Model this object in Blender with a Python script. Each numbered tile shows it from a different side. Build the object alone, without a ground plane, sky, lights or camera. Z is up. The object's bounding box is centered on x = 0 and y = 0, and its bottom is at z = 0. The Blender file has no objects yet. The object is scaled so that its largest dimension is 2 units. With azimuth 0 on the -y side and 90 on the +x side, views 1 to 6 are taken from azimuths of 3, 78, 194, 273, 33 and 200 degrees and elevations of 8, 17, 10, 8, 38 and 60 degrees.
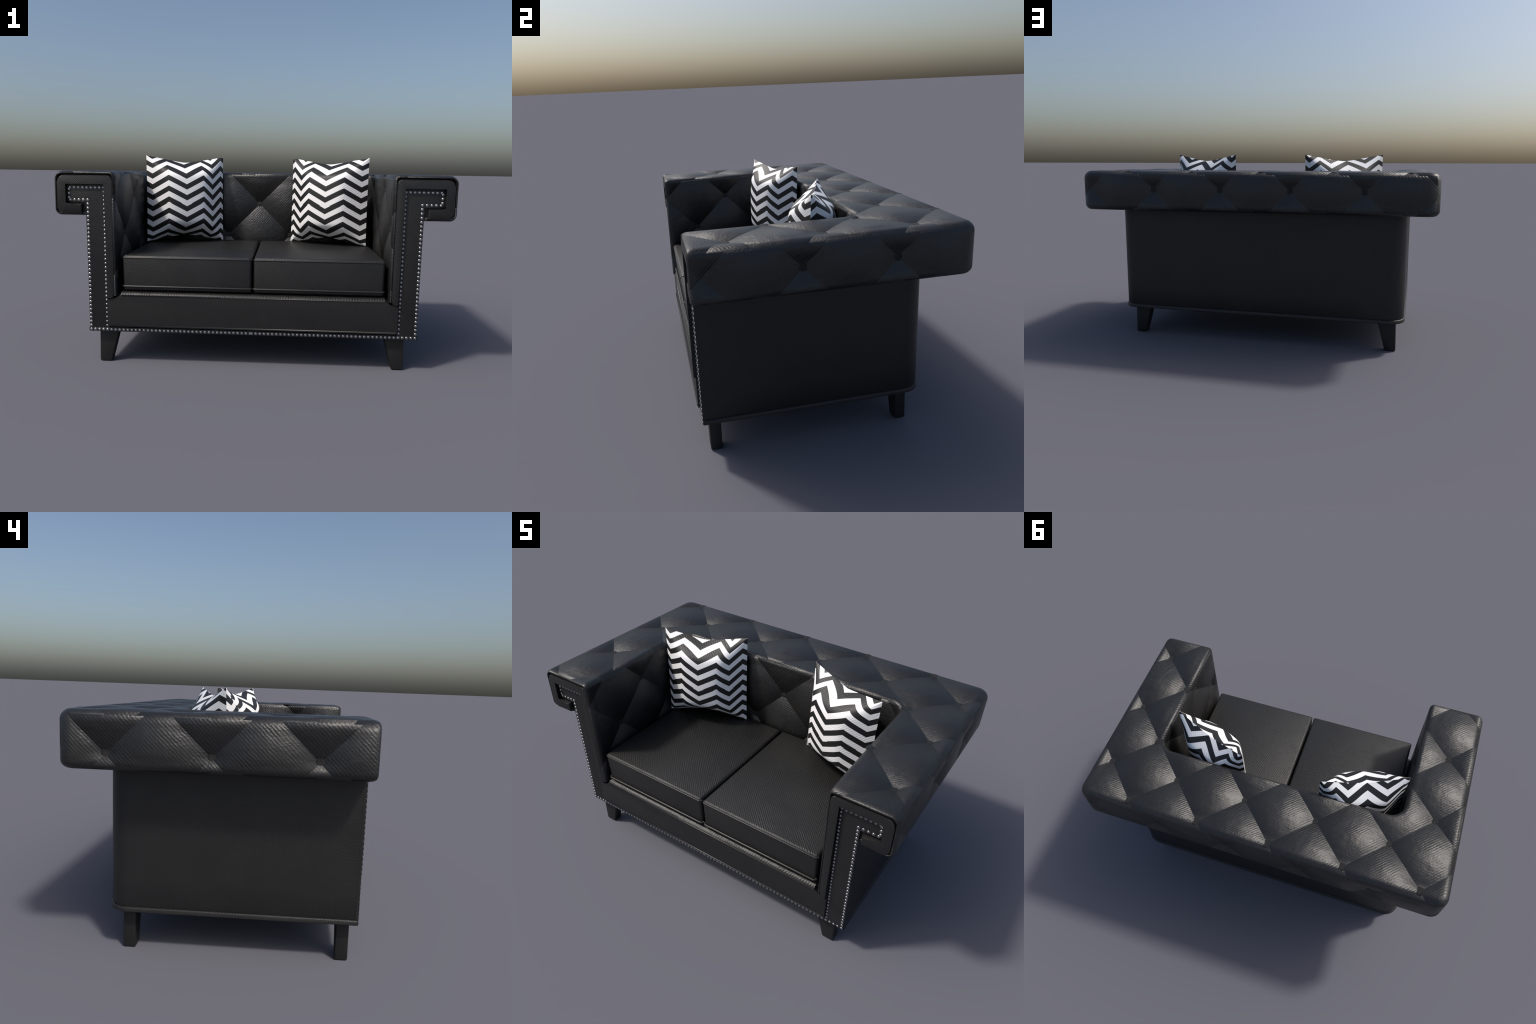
"""Two-seat black leather sofa with a tufted, squared roll back, nail-head trim
and two zig-zag throw pillows.  All sizes in metres, z up, sofa front faces -y."""
import bpy, bmesh, math, random
import numpy as np
from mathutils import Matrix, Vector

random.seed(7)
SC = bpy.context.scene

# ------------------------------------------------------------------ sizes
PITCH = 0.389                      # tuft button spacing along x / y / z
X_OUT, Y_F, Y_B = 0.9962, -0.588, 0.5845   # outline of the roll
X_IN, Y_IN = 0.686, 0.182          # seat well
R_OUT, R_IN = 0.062, 0.075         # plan corner radii of the roll
Z_ROLL, Z_TOP = 0.769, 0.9905      # underside and top of the roll
X_BODY, Y_BODY = 0.836, 0.4435      # lower box
Y_PANEL, Y_FRAME = -0.571, -0.588  # recessed front panel, raised front frame
TUFT_GEO, TUFT_ALL = 0.014, 0.056  # modelled relief / full relief incl. shading

# tufting grids: (u, v) of one button on every face of the upholstery
GRID = {
    "top": (-0.072, 0.541),          # u = x, v = y
    "left_side": (0.010, 0.831),     # u = y, v = z
    "right_side": (-0.155, 0.880),
    "rear": (0.156, 0.889),          # u = x, v = z
    "inner_back": (0.0, 0.798),
    "inner_left": (-0.203, 0.862),
    "inner_right": (-0.300, 0.915),
}
AXES = {"top": (0, 1, 2), "left_side": (1, 2, 0), "right_side": (1, 2, 0), "rear": (0, 2, 1),
        "inner_back": (0, 2, 1), "inner_left": (1, 2, 0), "inner_right": (1, 2, 0)}


# ------------------------------------------------------------------ node helper
class N:
    """Tiny expression builder for shader maths."""

    def __init__(self, tree, sock):
        self.t, self.s = tree, sock

    def _op(self, op, *others, clamp=False):
        n = self.t.nodes.new("ShaderNodeMath")
        n.operation, n.use_clamp = op, clamp
        for i, o in enumerate((self,) + others):
            if isinstance(o, N):
                self.t.links.new(o.s, n.inputs[i])
            else:
                n.inputs[i].default_value = float(o)
        return N(self.t, n.outputs[0])

    def __add__(self, o): return self._op("ADD", o)
    def __sub__(self, o): return self._op("SUBTRACT", o)
    def __mul__(self, o): return self._op("MULTIPLY", o)
    def __rmul__(self, o): return self._op("MULTIPLY", o)
    def __truediv__(self, o): return self._op("DIVIDE", o)
    def frac(self): return self._op("FRACT")
    def abs(self): return self._op("ABSOLUTE")
    def sin(self): return self._op("SINE")
    def max(self, o): return self._op("MAXIMUM", o)
    def min(self, o): return self._op("MINIMUM", o)
    def gt(self, o): return self._op("GREATER_THAN", o)
    def pow(self, o): return self._op("POWER", o)
    def sign(self): return self._op("SIGN")
    def sat(self): return self._op("ADD", 0.0, clamp=True)
    def mix(self, a, b):           # self = 0 -> a, 1 -> b
        return (self * b) + ((self * -1.0 + 1.0) * a)


def new_material(name):
    m = bpy.data.materials.new(name)
    m.use_nodes = True
    t = m.node_tree
    return m, t, t.nodes["Principled BSDF"]


def xyz(t, sock):
    s = t.nodes.new("ShaderNodeSeparateXYZ")
    t.links.new(sock, s.inputs[0])
    return [N(t, o) for o in s.outputs]


def noise(t, vec, scale, detail=2.0, rough=0.5):
    n = t.nodes.new("ShaderNodeTexNoise")
    n.inputs["Scale"].default_value, n.inputs["Detail"].default_value = scale, detail
    n.inputs["Roughness"].default_value = rough
    t.links.new(vec, n.inputs["Vector"])
    return N(t, n.outputs["Fac"])


def bump(t, height, distance=1.0, strength=1.0, normal=None):
    b = t.nodes.new("ShaderNodeBump")
    b.inputs["Strength"].default_value, b.inputs["Distance"].default_value = strength, distance
    t.links.new(height.s, b.inputs["Height"])
    if normal is not None:
        t.links.new(normal, b.inputs["Normal"])
    return b.outputs["Normal"]


def ribs(t, coord, u, v, direction, period):
    """Diagonal twill ribs, broken up into short stitches (height 0..1)."""
    across = (v - u) if direction > 0 else (v + u)
    along = (v + u) if direction > 0 else (v - u)
    wob = noise(t, coord, 38.0, 2.0) - 0.5
    k = 2 * math.pi / (period * math.sqrt(2))
    w = (across * k + wob * 4.5).sin()
    st = (along * (k * 0.62) + wob * 13.0 + across * k * 0.5).sin()
    fine = noise(t, coord, 240.0, 3.0, 0.65)
    patch = (noise(t, coord, 13.0, 2.0) * 2.4 - 0.62).max(0.15).min(1.0)
    return (w * 0.36 + st * (w * 0.5 + 0.5) * 0.24) * patch + fine * 0.75


LEATHER = (0.0138, 0.0134, 0.0129)


def leather_surface(t, bsdf, coord, rough=0.42, spec=0.62, tone=0.98):
    n = noise(t, coord, 5.0, 4.0, 0.6)
    ramp = t.nodes.new("ShaderNodeValToRGB")
    ramp.color_ramp.elements[0].position, ramp.color_ramp.elements[1].position = 0.3, 0.72
    ramp.color_ramp.elements[0].color = (*[c * tone * 0.86 for c in LEATHER], 1)
    ramp.color_ramp.elements[1].color = (*[c * tone * 1.16 for c in LEATHER], 1)
    t.links.new(n.s, ramp.inputs[0])
    t.links.new(ramp.outputs[0], bsdf.inputs["Base Color"])
    r = noise(t, coord, 11.0, 3.0) * 0.10 + (rough - 0.05)
    t.links.new(r.s, bsdf.inputs["Roughness"])
    bsdf.inputs["Specular IOR Level"].default_value = spec


def leather_material(name, direction, period, depth, rough=0.45):
    """Flat upholstery: ribs laid by the face's own direction."""
    m, t, bsdf = new_material(name)
    tc = t.nodes.new("ShaderNodeTexCoord")
    x, y, z = xyz(t, tc.outputs["Object"])
    nx, ny, nz = [c.abs() for c in xyz(t, tc.outputs["Normal"])]
    is_x = nx.gt(ny.max(nz))
    is_z = nz.gt(ny.max(nx))
    u = is_x.mix(x, y)
    v = is_z.mix(z, y)
    flip = (is_x * 2.0 - 1.0) * (1.0 if direction < 0 else -1.0)
    h = ribs(t, tc.outputs["Object"], u * flip, v, 1, period)
    t.links.new(bump(t, h, depth), bsdf.inputs["Normal"])
    leather_surface(t, bsdf, tc.outputs["Object"], rough, 0.48, 1.0)
    return m


def tufted_material(face):
    """Tufted upholstery of one face: the rest of the diamond relief and the ribs."""
    m, t, bsdf = new_material("black_leather_tufted_" + face)
    tc = t.nodes.new("ShaderNodeTexCoord")
    p = xyz(t, tc.outputs["Object"])
    a, b, _ = AXES[face]
    u, v = p[a], p[b]
    u0, v0 = GRID[face]
    s = ((u + v) - (u0 + v0)) / PITCH
    q = ((u - v) - (u0 - v0)) / PITCH
    sg, tq = s.frac() * 2.0 - 1.0, q.frac() * 2.0 - 1.0
    soft = noise(t, tc.outputs["Object"], 9.0, 2.0) * 0.16 + 0.92
    crumple = noise(t, tc.outputs["Object"], 34.0, 3.0, 0.6) * 0.045
    dome = ((sg * sg + tq * tq) * -0.5 + 1.0) * soft + crumple
    n1 = bump(t, dome, TUFT_ALL - TUFT_GEO)
    h = ribs(t, tc.outputs["Object"], u, v, 1, 0.0115)
    t.links.new(bump(t, h, 0.0010, 1.0, n1), bsdf.inputs["Normal"])
    leather_surface(t, bsdf, tc.outputs["Object"])
    return m


def plain_material(name, color, rough, metallic=0.0, spec=0.5):
    m, t, bsdf = new_material(name)
    tc = t.nodes.new("ShaderNodeTexCoord")
    n = noise(t, tc.outputs["Object"], 30.0, 3.0)
    ramp = t.nodes.new("ShaderNodeValToRGB")
    ramp.color_ramp.elements[0].color = (*[c * 0.85 for c in color], 1)
    ramp.color_ramp.elements[1].color = (*[min(1, c * 1.15) for c in color], 1)
    t.links.new(n.s, ramp.inputs[0])
    t.links.new(ramp.outputs[0], bsdf.inputs["Base Color"])
    bsdf.inputs["Roughness"].default_value = rough
    bsdf.inputs["Metallic"].default_value = metallic
    bsdf.inputs["Specular IOR Level"].default_value = spec
    return m


def pillow_material(name, hand):
    """Black and white zig-zag cloth; hand = -1 mirrors the print."""
    m, t, bsdf = new_material(name)
    tc = t.nodes.new("ShaderNodeTexCoord")
    co = tc.outputs["Object"]
    x, y, z = xyz(t, co)
    x = x * hand
    ax, az = x.abs(), z.abs()
    # the cloth is longer than its front view where it runs over the rounded sides
    x = x + 0.015
    lx = x + (x - 0.1035).max(0.0) * 0.65 - ((x * -1.0) - 0.1035).max(0.0) * 0.22
    belly = ((x / 0.236) * (x / 0.236)) * -1.0 + 1.0
    e = ((az - 0.172) / 0.085).max(0.0)
    lower = (z * -1.0).gt(0.0)
    stretch = lower.mix(0.045, 0.085)
    lz = z + z.sign() * e * e * stretch * belly
    lz = lz + (z * -1.0).gt(0.026) * 0.0030
    per = 0.207
    back = y.gt(0.0)                                     # rear print: half a period over
    zig = ((lx / per + 0.5 + back * 0.5).frac() - 0.5).abs() * 2.0      # 0 valley .. 1 peak
    f = ((lz - back.mix(0.0859, 0.0520)) - zig * 0.0550) / 0.0632
    white = ((f.frac() - 0.5) * 40.0 + 0.5).sat()
    mix = t.nodes.new("ShaderNodeMix")
    mix.data_type = "RGBA"
    mix.inputs["A"].default_value = (0.0125, 0.0125, 0.013, 1)
    mix.inputs["B"].default_value = (0.96, 0.95, 0.94, 1)
    # f counts up from the lower edge of a white band
    inv = white * -1.0 + 1.0
    t.links.new(inv.s, mix.inputs["Factor"])
    t.links.new(mix.outputs["Result"], bsdf.inputs["Base Color"])
    h = ribs(t, co, x, z, -1, 0.0105)
    t.links.new(bump(t, h, 0.0006), bsdf.inputs["Normal"])
    bsdf.inputs["Roughness"].default_value = 0.5
    return m


# ------------------------------------------------------------------ mesh helpers
def link(o, parent=None):
    SC.collection.objects.link(o)
    if parent is not None:
        o.parent = parent
    return o


def mesh_object(name, verts, faces, mat, parent, smooth=True):
    me = bpy.data.meshes.new(name)
    me.from_pydata([tuple(map(float, v)) for v in verts], [], [tuple(map(int, f)) for f in faces])
    me.materials.append(mat)
    if smooth:
        me.polygons.foreach_set("use_smooth", [True] * len(me.polygons))
    me.update()
    return link(bpy.data.objects.new(name, me), parent)


def bm_object(name, bm, mat, parent, smooth_angle=40):
    bmesh.ops.recalc_face_normals(bm, faces=bm.faces[:])
    me = bpy.data.meshes.new(name)
    bm.to_mesh(me)
    bm.free()
    me.materials.append(mat)
    me.polygons.foreach_set("use_smooth", [True] * len(me.polygons))
    me.set_sharp_from_angle(angle=math.radians(smooth_angle))
    return link(bpy.data.objects.new(name, me), parent)


def prism(name, outline, y_front, y_back, bevel, mat, parent, segments=3):
    """Pad cut to an outline in the front (x, z) plane, with a rounded front rim."""
    bm = bmesh.new()
    f = [bm.verts.new((x, y_front, z)) for x, z in outline]
    b = [bm.verts.new((x, y_back, z)) for x, z in outline]
    front = bm.faces.new(f)
    bm.faces.new(b[::-1])
    n = len(f)
    for i in range(n):
        bm.faces.new((f[i], f[(i + 1) % n], b[(i + 1) % n], b[i]))
    bmesh.ops.bevel(bm, geom=list(front.edges), offset=bevel, segments=segments, profile=0.5, affect="EDGES", clamp_overlap=True)
    return bm_object(name, bm, mat, parent)


def rounded_box(name, lo, hi, radius, mat, parent, segments=4):
    bm = bmesh.new()
    bmesh.ops.create_cube(bm, size=1.0)
    for v in bm.verts:
        v.co = Vector([lo[i] + (v.co[i] + 0.5) * (hi[i] - lo[i]) for i in range(3)])
    bmesh.ops.bevel(bm, geom=bm.edges[:], offset=radius, segments=segments, profile=0.5, affect="EDGES")
    return bm_object(name, bm, mat, parent)


def tube(name, pts, r, mat, parent, closed=False, sides=10):
    pts = [Vector(p) for p in pts]
    n, verts, faces = len(pts), [], []
    for i, p in enumerate(pts):
        a = pts[(i - 1) % n] if (closed or i > 0) else p
        c = pts[(i + 1) % n] if (closed or i < n - 1) else p
        d = (c - a).normalized()
        up = Vector((0, 0, 1)) if abs(d.z) < 0.9 else Vector((0, 1, 0))
        s = d.cross(up).normalized()
        w = s.cross(d)
        for k in range(sides):
            an = 2 * math.pi * k / sides
            verts.append(p + s * (math.cos(an) * r) + w * (math.sin(an) * r))
    for i in range(n if closed else n - 1):
        j = (i + 1) % n
        for k in range(sides):
            l = (k + 1) % sides
            faces.append((i * sides + k, j * sides + k, j * sides + l, i * sides + l))
    if not closed:
        faces.append(tuple(range(sides))[::-1])
        faces.append(tuple((n - 1) * sides + k for k in range(sides)))
    return mesh_object(name, verts, faces, mat, parent)


def sstep(x, a, b):
    t = np.clip((x - a) / (b - a), 0, 1)
    return t * t * (3 - 2 * t)


# ------------------------------------------------------------------ materials
MAT_FLAT = leather_material("black_leather_ribbed", -1, 0.0080, 0.0008)
MAT_SEAT = leather_material("black_leather_seat", -1, 0.0098, 0.0011, 0.47)
MAT_LEDGE = leather_material("black_leather_ledge", 1, 0.0098, 0.0011, 0.40)
MAT_SIDE = leather_material("black_leather_outer", 1, 0.0100, 0.0007)
MAT_TUFT = {k: tufted_material(k) for k in GRID}
MAT_WELT = plain_material("black_leather_welt", (0.020, 0.0195, 0.019), 0.40)
MAT_LEG = plain_material("black_stained_wood", (0.0135, 0.0132, 0.0130), 0.50, spec=0.4)
MAT_NAIL = plain_material("polished_nickel", (0.42, 0.42, 0.42), 0.36, 1.0)

sofa = link(bpy.data.objects.new("sofa", None))
sofa["label"] = "black leather two-seat sofa with tufted roll arms and nailhead trim"
sofa["category"] = "sofa"


# ------------------------------------------------------------------ tufted shell
def plan_pairs():
    """Outer and inner plan curves of the U, right arm front -> back -> left arm front.
    Returns paired points and outward normals (of the U's outer / well sides)."""
    po, no, pi_, ni = [], [], [], []

    def resample(fn_len_list, k):
        """fn_len_list: pieces (length, f(t in 0..1) -> (p, n)); k samples in open range."""
        total = sum(l for l, _ in fn_len_list)
        out = []
        for s in np.linspace(0, total, k):
            for l, f in fn_len_list:
                if s <= l + 1e-9:
                    out.append(f(min(1.0, s / l)))
                    break
                s -= l
        return out

    yi = Y_IN - R_IN
    # arm, straight: same y on both sides
    ys = np.concatenate([np.linspace(Y_F, Y_F + 0.034, 10)[:-1], np.linspace(Y_F + 0.034, yi, 118)])
    for y in ys:
        po.append((X_OUT, y)); no.append((1, 0)); pi_.append((X_IN, y)); ni.append((-1, 0))
    # corner: outer remainder + arc + remainder, against the inner arc
    xo, yo, xi = X_OUT - R_OUT, Y_B - R_OUT, X_IN - R_IN

    def arc(cx, cy, r, inner):
        def f(t):
            a = t * math.pi / 2
            n = (math.cos(a), math.sin(a))
            return ((cx + r * n[0], cy + r * n[1]), (-n[0], -n[1]) if inner else n)
        return f

    outer = [(yo - yi, lambda t: ((X_OUT, yi + t * (yo - yi)), (1, 0))),
             (R_OUT * math.pi / 2, arc(xo, yo, R_OUT, False)),
             (xo - xi, lambda t: ((xo + t * (xi - xo), Y_B), (0, 1)))]
    inner = [(R_IN * math.pi / 2, arc(xi, yi, R_IN, True))]
    k = 136
    for (p, n), (q, m) in list(zip(resample(outer, k), resample(inner, k)))[1:]:
        po.append(p); no.append(n); pi_.append(q); ni.append(m)
    # half of the back, then mirror
    for x in np.linspace(xi, 0, 104)[1:]:
        po.append((x, Y_B)); no.append((0, 1)); pi_.append((x, Y_IN)); ni.append((0, -1))
    arrs = [np.array(a, float) for a in (po, no, pi_, ni)]
    full = []
    for a in arrs:
        mir = a[:-1][::-1] * np.array([-1, 1])
        full.append(np.concatenate([a, mir]))
    return full


def section():
    """Points of the roll's cross-section: list of (kind, value, z, zone).
    kind o: distance in from the outer outline; i: distance in from the well
    outline (into the padding); t: 0..1 across the top."""
    pts = []
    rb, rt, ri = 0.032, 0.042, 0.026
    for o in np.linspace(0.168, rb, 16):
        pts.append(("o", o, Z_ROLL, "under"))
    for a in np.linspace(0, math.pi / 2, 9)[1:]:
        pts.append(("o", rb * (1 - math.sin(a)), Z_ROLL + rb * (1 - math.cos(a)), "round"))
    for z in np.linspace(Z_ROLL + rb, Z_TOP - rt, 28)[1:]:
        pts.append(("o", 0.0, z, "outer"))
    for a in np.linspace(0, math.pi / 2, 11)[1:]:
        pts.append(("o", rt * (1 - math.cos(a)), Z_TOP - rt * (1 - math.sin(a)), "round"))
    for f in np.linspace(0, 1, 56)[1:]:
        pts.append(("t", f, Z_TOP, "top"))
    for a in np.linspace(0, math.pi / 2, 9)[1:]:
        pts.append(("i", ri * (1 - math.sin(a)), Z_TOP - ri * (1 - math.cos(a)), "round"))
    for z in np.linspace(Z_TOP - ri, 0.36, 96)[1:]:
        pts.append(("i", 0.0, z, "inner"))
    return pts, rt, ri


def tuft_field(face, u, v):
    """Relief of the diamond cushions: 0 on the creases' buttons, 1 on the crowns."""
    u0, v0 = GRID[face]
    s = ((u + v) - (u0 + v0)) / PITCH
    q = ((u - v) - (u0 - v0)) / PITCH
    sg, tq = 2 * (s - np.floor(s)) - 1, 2 * (q - np.floor(q)) - 1
    return 1 - 0.5 * (sg ** 2 + tq ** 2)


def build_shell():
    po, no, pi_, ni = plan_pairs()
    pts, rt, ri = section()
    n, m = len(po), len(pts)
    P, B = np.zeros((n, m, 3)), np.zeros((n, m, 3))   # positions, inset directions
    # end rounding at the arm fronts: how far the section shrinks at each station
    d = po[:, 1] - Y_F
    d = np.where(np.abs(po[:, 0]) > X_OUT - 1e-6, d, 1.0)
    depth, amount = 0.032, 0.0145
    inset = np.where(d < depth, amount * (1 - np.sqrt(np.clip(1 - (1 - d / depth) ** 2, 0, 1))), 0)
    for j, (kind, val, z, zone) in enumerate(pts):
        if kind == "o":
            P[:, j, :2] = po - no * val
        elif kind == "i":
            P[:, j, :2] = pi_ - ni * val
        else:
            a, b = po - no * rt, pi_ - ni * ri
            P[:, j, :2] = a + (b - a) * val
        P[:, j, 2] = z
        if zone == "under":
            B[:, j, 2] = 1
        elif zone == "outer":
            B[:, j, :2] = -no
        elif zone == "top":
            B[:, j, 2] = -1
        elif zone == "inner":
            B[:, j, :2] = -ni
    # directions in the rounded zones: blend of the neighbours, as a circle's normal
    zones = [p[3] for p in pts]
    j = 0
    while j < m:
        if zones[j] == "round":
            k = j
            while zones[k] == "round":
                k += 1
            for l in range(j, k):
                f = (l - j + 1) / (k - j)
                a = f * math.pi / 2
                B[:, l] = B[:, j - 1] * math.cos(a) + B[:, k] * math.sin(a)
            j = k
        else:
            j += 1
    P0 = P.copy()
    P = P + B * inset[:, None, None]
    # the underside stops short at the slot between the frame's hook and the panel
    for j, (kind, val, z, zone) in enumerate(pts):
        if zone == "under" and val > 0.135:
            P[:, j, 1] = np.maximum(P[:, j, 1], -0.566)
    # the seat well leans back a little and is softly bowed
    # tufting: only on faces, fading out towards every rim so the outline stays straight
    zi, zo, zt = [np.array([z == k for z in zones]) for k in ("inner", "outer", "top")]
    X, Y, Z = P0[..., 0], P0[..., 1], P0[..., 2]
    end = sstep(d, 0.02, 0.075)[:, None]
    disp = np.zeros((n, m))

    def add(mask_j, mask_i, face, w):
        a, b, _ = AXES[face]
        h = tuft_field(face, P0[..., a], P0[..., b])
        sel = mask_i[:, None] & mask_j[None, :]
        disp[sel] = ((h - 0.72) * TUFT_GEO * w)[sel]

    # top
    dt = np.array([p[1] if p[3] == "top" else 0 for p in pts])
    width = np.linalg.norm((po - no * rt) - (pi_ - ni * ri), axis=1)
    edge = np.minimum(dt[None, :], 1 - dt[None, :]) * np.minimum(width[:, None], 0.36)
    add(zt, np.ones(n, bool), "top", sstep(edge, 0.0, 0.05) * end)
    # outside faces
    wz = sstep(Z, Z_ROLL + 0.03, Z_ROLL + 0.07) * (1 - sstep(Z, Z_TOP - 0.085, Z_TOP - 0.04))
    side_w = sstep(Y_B - R_OUT - po[:, 1], 0, 0.06)[:, None]
    rear_w = sstep(X_OUT - R_OUT - np.abs(po[:, 0]), 0, 0.06)[:, None]
    add(zo, (no[:, 0] > 0.999), "right_side", wz * side_w * end)
    add(zo, (no[:, 0] < -0.999), "left_side", wz * side_w * end)
    add(zo, (no[:, 1] > 0.999), "rear", wz * rear_w)
    # seat well
    wi = 1 - sstep(Z, Z_TOP - 0.075, Z_TOP - 0.025)
    in_side = sstep(Y_IN - R_IN - pi_[:, 1], 0, 0.06)[:, None]
    in_back = sstep(X_IN - R_IN - np.abs(pi_[:, 0]), 0, 0.06)[:, None]
    add(zi, (ni[:, 0] < -0.999), "inner_right", wi * in_side * end)
    add(zi, (ni[:, 0] > 0.999), "inner_left", wi * in_side * end)
    add(zi, (ni[:, 1] < -0.999), "inner_back", wi * in_back)
    # a pulled wrinkle on top of the right arm
    lx, ly = X - 0.868, Y + 0.335
    al, ac = lx * 0.35 + ly * 0.94, lx * 0.94 - ly * 0.35
    disp += zt[None, :] * 0.0018 * np.exp(-(al / 0.045) ** 2) * (np.exp(-(ac / 0.007) ** 2) - 0.8 * np.exp(-((ac - 0.014) / 0.008) ** 2))
    P = P - B * disp[..., None]
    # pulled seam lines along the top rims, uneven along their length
    rounds = [j for j in range(m) if zones[j] == "round" and j > zones.index("outer")]
    split = zones.index("top")
    rim_seams = [[j for j in rounds if j < split], [j for j in rounds if j > split]]
    ss = np.arange(n) * 0.006
    pull = 0.55 + 0.3 * np.sin(ss * 9.0 + 1.0) + 0.25 * np.sin(ss * 23.0) + 0.15 * np.sin(ss * 71.0 + 2.0)
    for group in rim_seams:
        j = group[len(group) // 2]
        P[:, j] += B[:, j] * (0.0022 * np.clip(pull, 0.15, 1) * sstep(d, 0.0, 0.04))[:, None]
    # close the arm ends: rim turned back behind the front frame
    def rim(i, y):
        r = P0[i] + B[i] * (amount + 0.004)
        r = r.copy(); r[:, 1] = y
        return r
    P = np.concatenate([rim(0, -0.560)[None], P, rim(n - 1, -0.560)[None]])
    nn = n + 2
    idx = np.arange(nn * m).reshape(nn, m)
    quads = np.stack([idx[:-1, :-1], idx[1:, :-1], idx[1:, 1:], idx[:-1, 1:]], -1).reshape(-1, 4)
    V = P.reshape(-1, 3)
    # face kind (for the material) from the undisplaced surface
    Bq = np.concatenate([B[:1], B, B[-1:]])
    Bf = (Bq[:-1, :-1] + Bq[1:, 1:]).reshape(-1, 3)
    Bf = -Bf / np.maximum(np.linalg.norm(Bf, axis=1, keepdims=True), 1e-6)
    Zi = np.array([k == "inner" for k in zones])
    cen = V[quads].mean(1)
    col = np.tile(np.arange(m - 1), nn - 1)
    top_first = [k for k, z in enumerate(zones) if z == "top"][0]
    well = col >= top_first
    order = list(GRID)
    kind = np.zeros(len(quads), int)
    vert = np.abs(Bf[:, 2]) >= 0.62
    xx = np.abs(Bf[:, 0]) > np.abs(Bf[:, 1])
    kind[:] = order.index("top")
    kind[~vert & ~well & xx & (cen[:, 0] > 0)] = order.index("right_side")
    kind[~vert & ~well & xx & (cen[:, 0] < 0)] = order.index("left_side")
    kind[~vert & ~well & ~xx] = order.index("rear")
    kind[~vert & well & xx & (cen[:, 0] > 0)] = order.index("inner_right")
    kind[~vert & well & xx & (cen[:, 0] < 0)] = order.index("inner_left")
    kind[~vert & well & ~xx] = order.index("inner_back")
    # whole-surface vertex normals, shared by the separate parts
    fn = np.cross(V[quads[:, 2]] - V[quads[:, 0]], V[quads[:, 3]] - V[quads[:, 1]])
    if (fn * Bf).sum() < 0:
        quads = quads[:, ::-1]
        fn = -fn
    vn = np.zeros_like(V)
    for k in range(4):
        np.add.at(vn, quads[:, k], fn)
    vn /= np.maximum(np.linalg.norm(vn, axis=1, keepdims=True), 1e-12)
    # parts: two arms and the back, parted at the well's corners
    row = np.repeat(np.arange(nn - 1), m - 1)
    cut = 1 + len(np.concatenate([np.zeros(9), np.zeros(118)])) + 68
    part = np.where(row < cut, 0, np.where(row >= nn - 1 - cut, 1, 2))
    made = []
    for p, name in ((0, "armrest"), (1, "armrest"), (2, "backrest")):
        q = quads[part == p]
        used, inv = np.unique(q, return_inverse=True)
        me = bpy.data.meshes.new(name)
        me.from_pydata(V[used].tolist(), [], inv.reshape(-1, 4).tolist())
        ks = kind[part == p]
        present = sorted(set(ks.tolist()))
        for k in present:
            me.materials.append(MAT_TUFT[order[k]])
        me.polygons.foreach_set("material_index", np.array([present.index(k) for k in ks], np.int32))
        me.polygons.foreach_set("use_smooth", np.ones(len(q), bool))
        me.update()
        me.normals_split_custom_set_from_vertices(vn[used].tolist())
        made.append(link(bpy.data.objects.new(name, me), sofa))
    # closing plate at each arm's front
    for side, i, arm in ((1, 0, made[0]), (-1, nn - 1, made[1])):
        ring = P[i]
        mesh_object("arm_end", ring, [tuple(range(m)) if side > 0 else tuple(range(m))[::-1]], MAT_FLAT, arm, smooth=False)
    return made


arm_right, arm_left, backrest = build_shell()
ARMS = {1: arm_right, -1: arm_left}


# ------------------------------------------------------------------ tuft buttons
def button_mesh():
    bm = bmesh.new()
    bmesh.ops.create_cube(bm, size=1.0)
    bmesh.ops.subdivide_edges(bm, edges=bm.edges[:], cuts=5, use_grid_fill=True)
    for v in bm.verts:
        x, y, z = v.co
        r = max(abs(x), abs(y)) * 2
        k = r / max(1e-6, ((abs(2 * x) ** 3.2 + abs(2 * y) ** 3.2) ** (1 / 3.2)))
        x, y = x * k, y * k
        dome = 1 - 0.75 * (min(1, (math.hypot(x, y) * 2)) ** 2.5)
        v.co = (x, y, (z + 0.5) * dome)
    me = bpy.data.meshes.new("tuft_button")
    bm.to_mesh(me)
    bm.free()
    me.materials.append(MAT_SEAT)
    me.polygons.foreach_set("use_smooth", [True] * len(me.polygons))
    return me


BUTTON = button_mesh()


def place_button(face, u, v, w, out, parent):
    a, b, c = AXES[face]
    p = [0, 0, 0]
    p[a], p[b], p[c] = u, v, w
    nrm = Vector((0, 0, 0))
    nrm[c] = out
    o = bpy.data.objects.new("tuft_button", BUTTON)
    rot = nrm.to_track_quat("Z", "Y").to_matrix().to_4x4()
    size = 0.041 * random.uniform(0.95, 1.06)
    o.matrix_world = Matrix.Translation(p) @ rot @ Matrix.Rotation(random.uniform(-0.2, 0.2), 4, "Z") @ Matrix.Diagonal((size, size, 0.0055, 1))
    mw = o.matrix_world.copy()
    link(o, parent)
    o.matrix_world = mw


def lattice(face, u_lo, u_hi, v_lo, v_hi):
    u0, v0 = GRID[face]
    h = PITCH / 2
    for i in range(-12, 13):
        for j in range(-12, 13):
            if (i + j) % 2 == 0:
                u, v = u0 + i * h, v0 + j * h
                if u_lo < u < u_hi and v_lo < v < v_hi:
                    yield u, v


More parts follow.
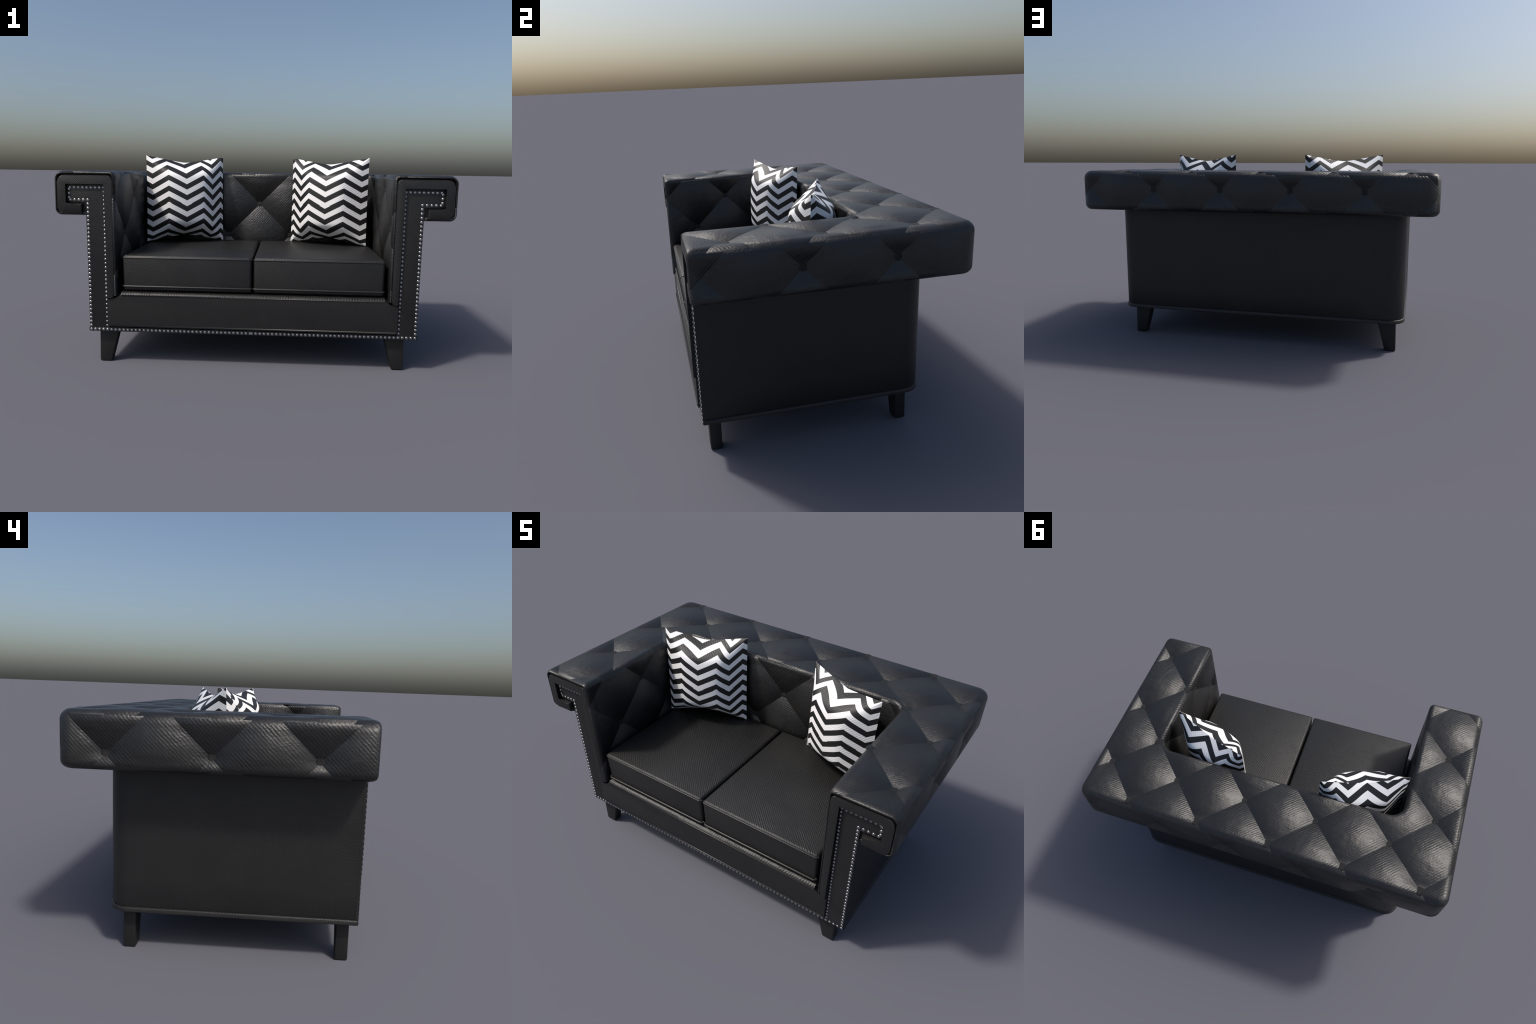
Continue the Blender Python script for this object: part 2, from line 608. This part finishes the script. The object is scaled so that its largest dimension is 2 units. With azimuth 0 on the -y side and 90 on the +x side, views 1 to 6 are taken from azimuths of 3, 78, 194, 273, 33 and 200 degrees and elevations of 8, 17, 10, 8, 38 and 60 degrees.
SINK = TUFT_GEO * 0.72
for x, y in lattice("top", -0.97, 0.97, -0.56, 0.565):
    if abs(x) > X_IN + 0.008 or y > Y_IN + 0.01:
        mid = abs(x) < 0.7
        par = backrest if y > 0.2 else ARMS[1 if x > 0 else -1]
        rim = min(0.96 - abs(x), abs(x) - (X_IN + 0.025)) if y < Y_IN else 0.545 - y
        f = float(sstep(np.array(rim), 0.0, 0.05))
        place_button("top", x, y, Z_TOP - SINK * f - 0.0036 + 0.0024 * f, 1, par)
for face, x, out in (("left_side", -X_OUT, -1), ("right_side", X_OUT, 1)):
    for y, z in lattice(face, -0.56, 0.52, Z_ROLL + 0.03, Z_TOP - 0.06):
        f = float(sstep(np.array(min(z - Z_ROLL - 0.03, 99)), 0, 0.04))
        place_button(face, y, z, x - out * (SINK * f + 0.0036 - 0.0024 * f), out, ARMS[out])
for x, z in lattice("rear", -0.93, 0.935, Z_ROLL + 0.04, Z_TOP - 0.06):
    place_button("rear", x, z, Y_B - SINK - 0.0012, 1, backrest)
for x, z in lattice("inner_back", -0.60, 0.60, 0.56, 0.95):
    place_button("inner_back", x, z, Y_IN + SINK + 0.0012, -1, backrest)
for face, x, out in (("inner_left", -X_IN, 1), ("inner_right", X_IN, -1)):
    for y, z in lattice(face, -0.54, 0.08, 0.58, 0.94):
        f = float(1 - sstep(np.array(z), Z_TOP - 0.075, Z_TOP - 0.025))
        place_button(face, y, z, x - out * (SINK * f + 0.0036 - 0.0024 * f), out, ARMS[-out])


# ------------------------------------------------------------------ lower box
def body_outline(off, r=0.085, front=-0.5655):
    """U-shaped outer wall in plan, from right front round the back to left front."""
    x, y = X_BODY + off, Y_BODY + off
    r += off
    pts = [(x, yy) for yy in np.linspace(front, y - r, 12)]
    for a in np.linspace(0, math.pi / 2, 13)[1:]:
        pts.append((x - r + r * math.cos(a), y - r + r * math.sin(a)))
    pts += [(xx, y) for xx in np.linspace(x - r, 0, 12)[1:]]
    return pts + [(-px, py) for px, py in pts[:-1][::-1]]


levels = [(-0.02, 0.1685), (0.0025, 0.1685), (0.0055, 0.171), (0.0055, 0.185), (0.003, 0.1885),
          (-0.0015, 0.190), (0.0, 0.194), (0.0, 0.30), (0.0, 0.45), (0.0, 0.60), (0.0, 0.80)]
verts, faces = [], []
for off, z in levels:
    verts += [(x, y, z) for x, y in body_outline(off)]
k = len(verts) // len(levels)
for i in range(len(levels) - 1):
    for j in range(k - 1):
        faces.append((i * k + j, i * k + j + 1, (i + 1) * k + j + 1, (i + 1) * k + j))
faces.append(tuple(range(k))[::-1])
body = mesh_object("outer_upholstery", verts, faces, MAT_SIDE, sofa)
body.data.set_sharp_from_angle(angle=math.radians(50))

rounded_box("seat_deck", (-0.70, -0.555, 0.176), (0.70, 0.20, 0.366), 0.004, MAT_FLAT, sofa, 2)

# base strip carrying the lower row of nails
rounded_box("base_strip", (-0.838, Y_PANEL, 0.1680), (0.838, -0.535, 0.1900), 0.003, MAT_FLAT, sofa, 2)

# front rail: wide below, narrower between the arm frames
rail = [(-0.738, 0.196), (0.738, 0.196), (0.738, 0.342), (0.700, 0.3445), (0.684, 0.351), (0.674, 0.358), (0.671, 0.3635),
        (-0.671, 0.3635), (-0.674, 0.358), (-0.684, 0.351), (-0.700, 0.3445), (-0.738, 0.342)]
front_rail = prism("front_rail", rail, -0.5805, -0.50, 0.0030, MAT_FLAT, sofa, 4)
tube("piping", [(-0.725, -0.5785, 0.2030), (0.725, -0.5785, 0.2030)], 0.0054, MAT_WELT, front_rail)


def ledge(name, x0, x1, dy, dz):
    """Sloping fabric ledge along the top of the front rail."""
    bm = bmesh.new()
    shape = ((-0.5803, 0.3600), (-0.5795, 0.3640), (-0.5715, 0.3735), (-0.5600, 0.3805), (-0.50, 0.3805), (-0.50, 0.3600))
    ends = [[bm.verts.new((x, y + dy, z + dz)) for y, z in shape] for x in (x0, x1)]
    bm.faces.new(ends[0])
    bm.faces.new(ends[1][::-1])
    for i in range(6):
        bm.faces.new((ends[0][i], ends[0][(i + 1) % 6], ends[1][(i + 1) % 6], ends[1][i]))
    bm_object(name, bm, MAT_LEDGE, front_rail)


ledge("rail_ledge", -0.669, 0.669, 0, 0)
ledge("ledge_patch", -0.155, 0.150, -0.0022, -0.0016)
tube("piping", [(-0.667, -0.5790, 0.3620), (0.667, -0.5790, 0.3620)], 0.0038, MAT_WELT, front_rail)


# ------------------------------------------------------------------ arm fronts
nail_me = None


def nail_mesh():
    bm = bmesh.new()
    bmesh.ops.create_uvsphere(bm, u_segments=16, v_segments=10, radius=1.0)
    bmesh.ops.delete(bm, geom=[v for v in bm.verts if v.co.z < -0.05], context="VERTS")
    me = bpy.data.meshes.new("nail_head")
    bm.to_mesh(me)
    bm.free()
    me.materials.append(MAT_NAIL)
    me.polygons.foreach_set("use_smooth", [True] * len(me.polygons))
    return me


NAIL = nail_mesh()
NAIL_PITCH = 0.0211


def nails_along(a, b, parent, r=0.0074, skip_first=False, skip_last=False, y=Y_PANEL):
    a, b = Vector(a), Vector(b)
    k = max(1, round((b - a).length / NAIL_PITCH))
    for i in range(k + 1):
        if (skip_first and i == 0) or (skip_last and i == k):
            continue
        p = a.lerp(b, i / k)
        o = bpy.data.objects.new("nail_head", NAIL)
        s = r * random.uniform(0.95, 1.05)
        o.matrix_world = Matrix.Translation((p.x, y + 0.0006, p.y)) @ Matrix.Rotation(math.pi / 2, 4, "X") @ Matrix.Diagonal((s, s, s * 0.5, 1))
        mw = o.matrix_world.copy()
        link(o, parent)
        o.matrix_world = mw


for side in (1, -1):
    arm = ARMS[side]
    X = lambda x: side * x
    # recessed panel: upright with a short arm reaching out under the roll
    panel = [(X(0.837), 0.1885), (X(0.737), 0.1885), (X(0.737), 0.933), (X(0.943), 0.933), (X(0.943), 0.836), (X(0.837), 0.836)]
    pan = prism("front_panel", panel, Y_PANEL, -0.559, 0.0022, MAT_FLAT, arm, 2)
    # raised frame, folded round the panel like a hook
    def round_corner(cx, cz, r, a0, a1, n=6):
        return [(X(cx + r * math.cos(math.radians(t))), cz + r * math.sin(math.radians(t))) for t in np.linspace(a0, a1, n)]
    frame = [(X(0.856), 0.778)] + round_corner(0.950, 0.806, 0.028, -90, 0) + round_corner(0.943, 0.9345, 0.035, 0, 90)
    frame += round_corner(0.723, 0.9475, 0.022, 90, 180)
    frame += [(X(0.699), 0.372), (X(0.707), 0.349), (X(0.719), 0.3445), (X(0.737), 0.3435), (X(0.737), 0.931), (X(0.941), 0.931), (X(0.941), 0.826), (X(0.856), 0.826)]
    prism("front_frame", frame, Y_FRAME, -0.548, 0.0055, MAT_FLAT, arm, 4)
    # nails follow the panel's outline
    za = 0.178
    nails_along((X(0.829), za), (X(0.829), 0.8465), pan, skip_first=True)
    nails_along((X(0.829), 0.8465), (X(0.918), 0.8455), pan, skip_first=True)
    nails_along((X(0.9245), 0.8570), (X(0.9245), 0.8990), pan)
    nails_along((X(0.9185), 0.9075), (X(0.7465), 0.9085), pan)
    nails_along((X(0.7455), 0.9085), (X(0.7455), 0.355), pan, r=0.0064, skip_first=True)
    nails_along((X(0.7455), 0.335), (X(0.7455), 0.200), pan, r=0.0056)
    nails_along((X(0.829), za), (X(0.004), za), body, r=0.0072)

# ------------------------------------------------------------------ seat cushions
for x0, x1 in ((-0.660, -0.0005), (0.0095, 0.6655)):
    z0, z1, y0, y1 = 0.3785, 0.5695, -0.570, 0.176
    bm = bmesh.new()
    bmesh.ops.create_cube(bm, size=1.0)
    for v in bm.verts:
        v.co = Vector(((x0 + x1) / 2 + v.co.x * (x1 - x0), (y0 + y1) / 2 + v.co.y * (y1 - y0), (z0 + z1) / 2 + v.co.z * (z1 - z0)))
    bmesh.ops.bevel(bm, geom=bm.edges[:], offset=0.0135, segments=5, profile=0.42, affect="EDGES")
    # the lower part tucks under, as the boxing turns below the seam
    for v in bm.verts:
        if v.co.z < 0.40:
            t = (0.40 - v.co.z) / 0.028
            v.co.y += 0.030 * t * (1 if v.co.y < -0.2 else -1)
    cu = bm_object("seat_cushion", bm, MAT_SEAT, sofa)
    for z, inset, r in ((0.5565, 0.0012, 0.0034), (0.4085, 0.0012, 0.0054)):
        c, loop = 0.012, []
        xa, xb, ya, yb = x0 + inset, x1 - inset, y0 + inset, y1 - inset
        quarter = [math.radians(a) for a in (90, 60, 30, 0)]
        loop += [(xa + c - c * math.sin(a), ya + c - c * math.cos(a), z) for a in quarter]
        loop += [(xb - c + c * math.sin(a), ya + c - c * math.cos(a), z) for a in quarter[::-1]]
        tube("piping", loop, r, MAT_WELT, cu)


# ------------------------------------------------------------------ legs
def leg(sx, xo_top, xo_bot, xi_top, xi_bot, y0, y1):
    bm = bmesh.new()
    q = [(xo_top, 0.172), (xi_top, 0.172), (xi_bot, 0.0), (xo_bot, 0.0)]
    f = [bm.verts.new((x, y0, z)) for x, z in q]
    b = [bm.verts.new((x, y1, z)) for x, z in q]
    bm.faces.new(f); bm.faces.new(b[::-1])
    for i in range(4):
        bm.faces.new((f[i], f[(i + 1) % 4], b[(i + 1) % 4], b[i]))
    bmesh.ops.bevel(bm, geom=bm.edges[:], offset=0.0045, segments=3, profile=0.5, affect="EDGES")
    return bm_object("leg", bm, MAT_LEG, sofa, 50)


for y0, y1 in ((-0.541, -0.489), (0.337, 0.389)):
    leg(-1, -0.794, -0.797, -0.692, -0.737, y0, y1)
    leg(1, 0.780, 0.783, 0.678, 0.723, y0, y1)


# ------------------------------------------------------------------ throw pillows
def pillow(hand, mat):
    w, h, T = 0.2358, 0.2565, 0.126
    n = 72

    def prof(a, k):            # flat crown, straight flank, pointed rim
        a = np.abs(a)
        crown = 1 - 0.10 * (a / k) ** 2
        flank = 0.90 * (1 - a) / (1 - k)
        s = 14.0
        return np.maximum(-np.log(np.exp(-s * crown) + np.exp(-s * flank)) / s, 0) * np.where(a > 0.999, 0, 1)

    g = np.sin(np.linspace(-1, 1, n + 1) * math.pi / 2)
    U, V = np.meshgrid(g, g, indexing="ij")
    a, b = np.maximum(prof(U, 0.48), 1e-4), np.maximum(prof(V, 0.60), 1e-4)
    k = 2.6
    th = T * (a ** -k + b ** -k - 1) ** (-1 / k)
    th[0], th[-1], th[:, 0], th[:, -1] = 0, 0, 0, 0
    dip = 0.038 * (1 - (np.sqrt(U ** 2 + 0.0144) - 0.12) / (math.sqrt(1.0144) - 0.12)) * np.sign(V) * np.abs(V) ** 3
    x = U * w * (1 - 0.012 * (1 - V ** 2))
    z = V * h - dip
    x = x * hand
    verts, faces, ids = [], [], {}
    for s in (-1, 1):
        for i in range(n + 1):
            for j in range(n + 1):
                rim = i in (0, n) or j in (0, n)
                key = (i, j, 0 if rim else s)
                if key not in ids:
                    ids[key] = len(verts)
                    verts.append((x[i, j], s * th[i, j] * (1.0 if s < 0 else 0.88), z[i, j]))
    for s in (-1, 1):
        for i in range(n):
            for j in range(n):
                q = [(i, j), (i + 1, j), (i + 1, j + 1), (i, j + 1)]
                q = [ids.get((a_, b_, s), ids.get((a_, b_, 0))) for a_, b_ in q]
                faces.append(q if (s * hand) < 0 else q[::-1])
    o = mesh_object("throw_pillow", verts, faces, mat, None)
    o.data.set_sharp_from_angle(angle=math.radians(60))
    # seam cord round the edge
    loop = [(x[i, 0], 0, z[i, 0]) for i in range(n)] + [(x[n, j], 0, z[n, j]) for j in range(n)]
    loop += [(x[i, n], 0, z[i, n]) for i in range(n, 0, -1)] + [(x[0, j], 0, z[0, j]) for j in range(n, 0, -1)]
    # frame: the four corners as read from the views
    top, bot = Vector((-0.4525, 0.0845, 1.085)), Vector((-0.4475, 0.0640, 0.5725))
    ax = Vector((0.4405, 0.1665, 0.002)).normalized()
    if hand < 0:
        mx = lambda p: Vector((-0.0295 - p.x, p.y - 0.016, p.z))
        top, bot = mx(top), mx(bot)
        ax = Vector((0.4405, -0.1665, -0.002)).normalized()
    up = (top - bot).normalized()
    yy = up.cross(ax).normalized()
    ax = yy.cross(up).normalized()
    c = (top + bot) / 2
    o.matrix_world = Matrix(((ax.x, yy.x, up.x, c.x), (ax.y, yy.y, up.y, c.y), (ax.z, yy.z, up.z, c.z), (0, 0, 0, 1)))
    o["label"] = "square throw pillow with black and white zigzag stripes"
    o["category"] = "pillow"
    return o


pillow(1, pillow_material("zigzag_cloth", 1))
pillow(-1, pillow_material("zigzag_cloth_mirrored", -1))
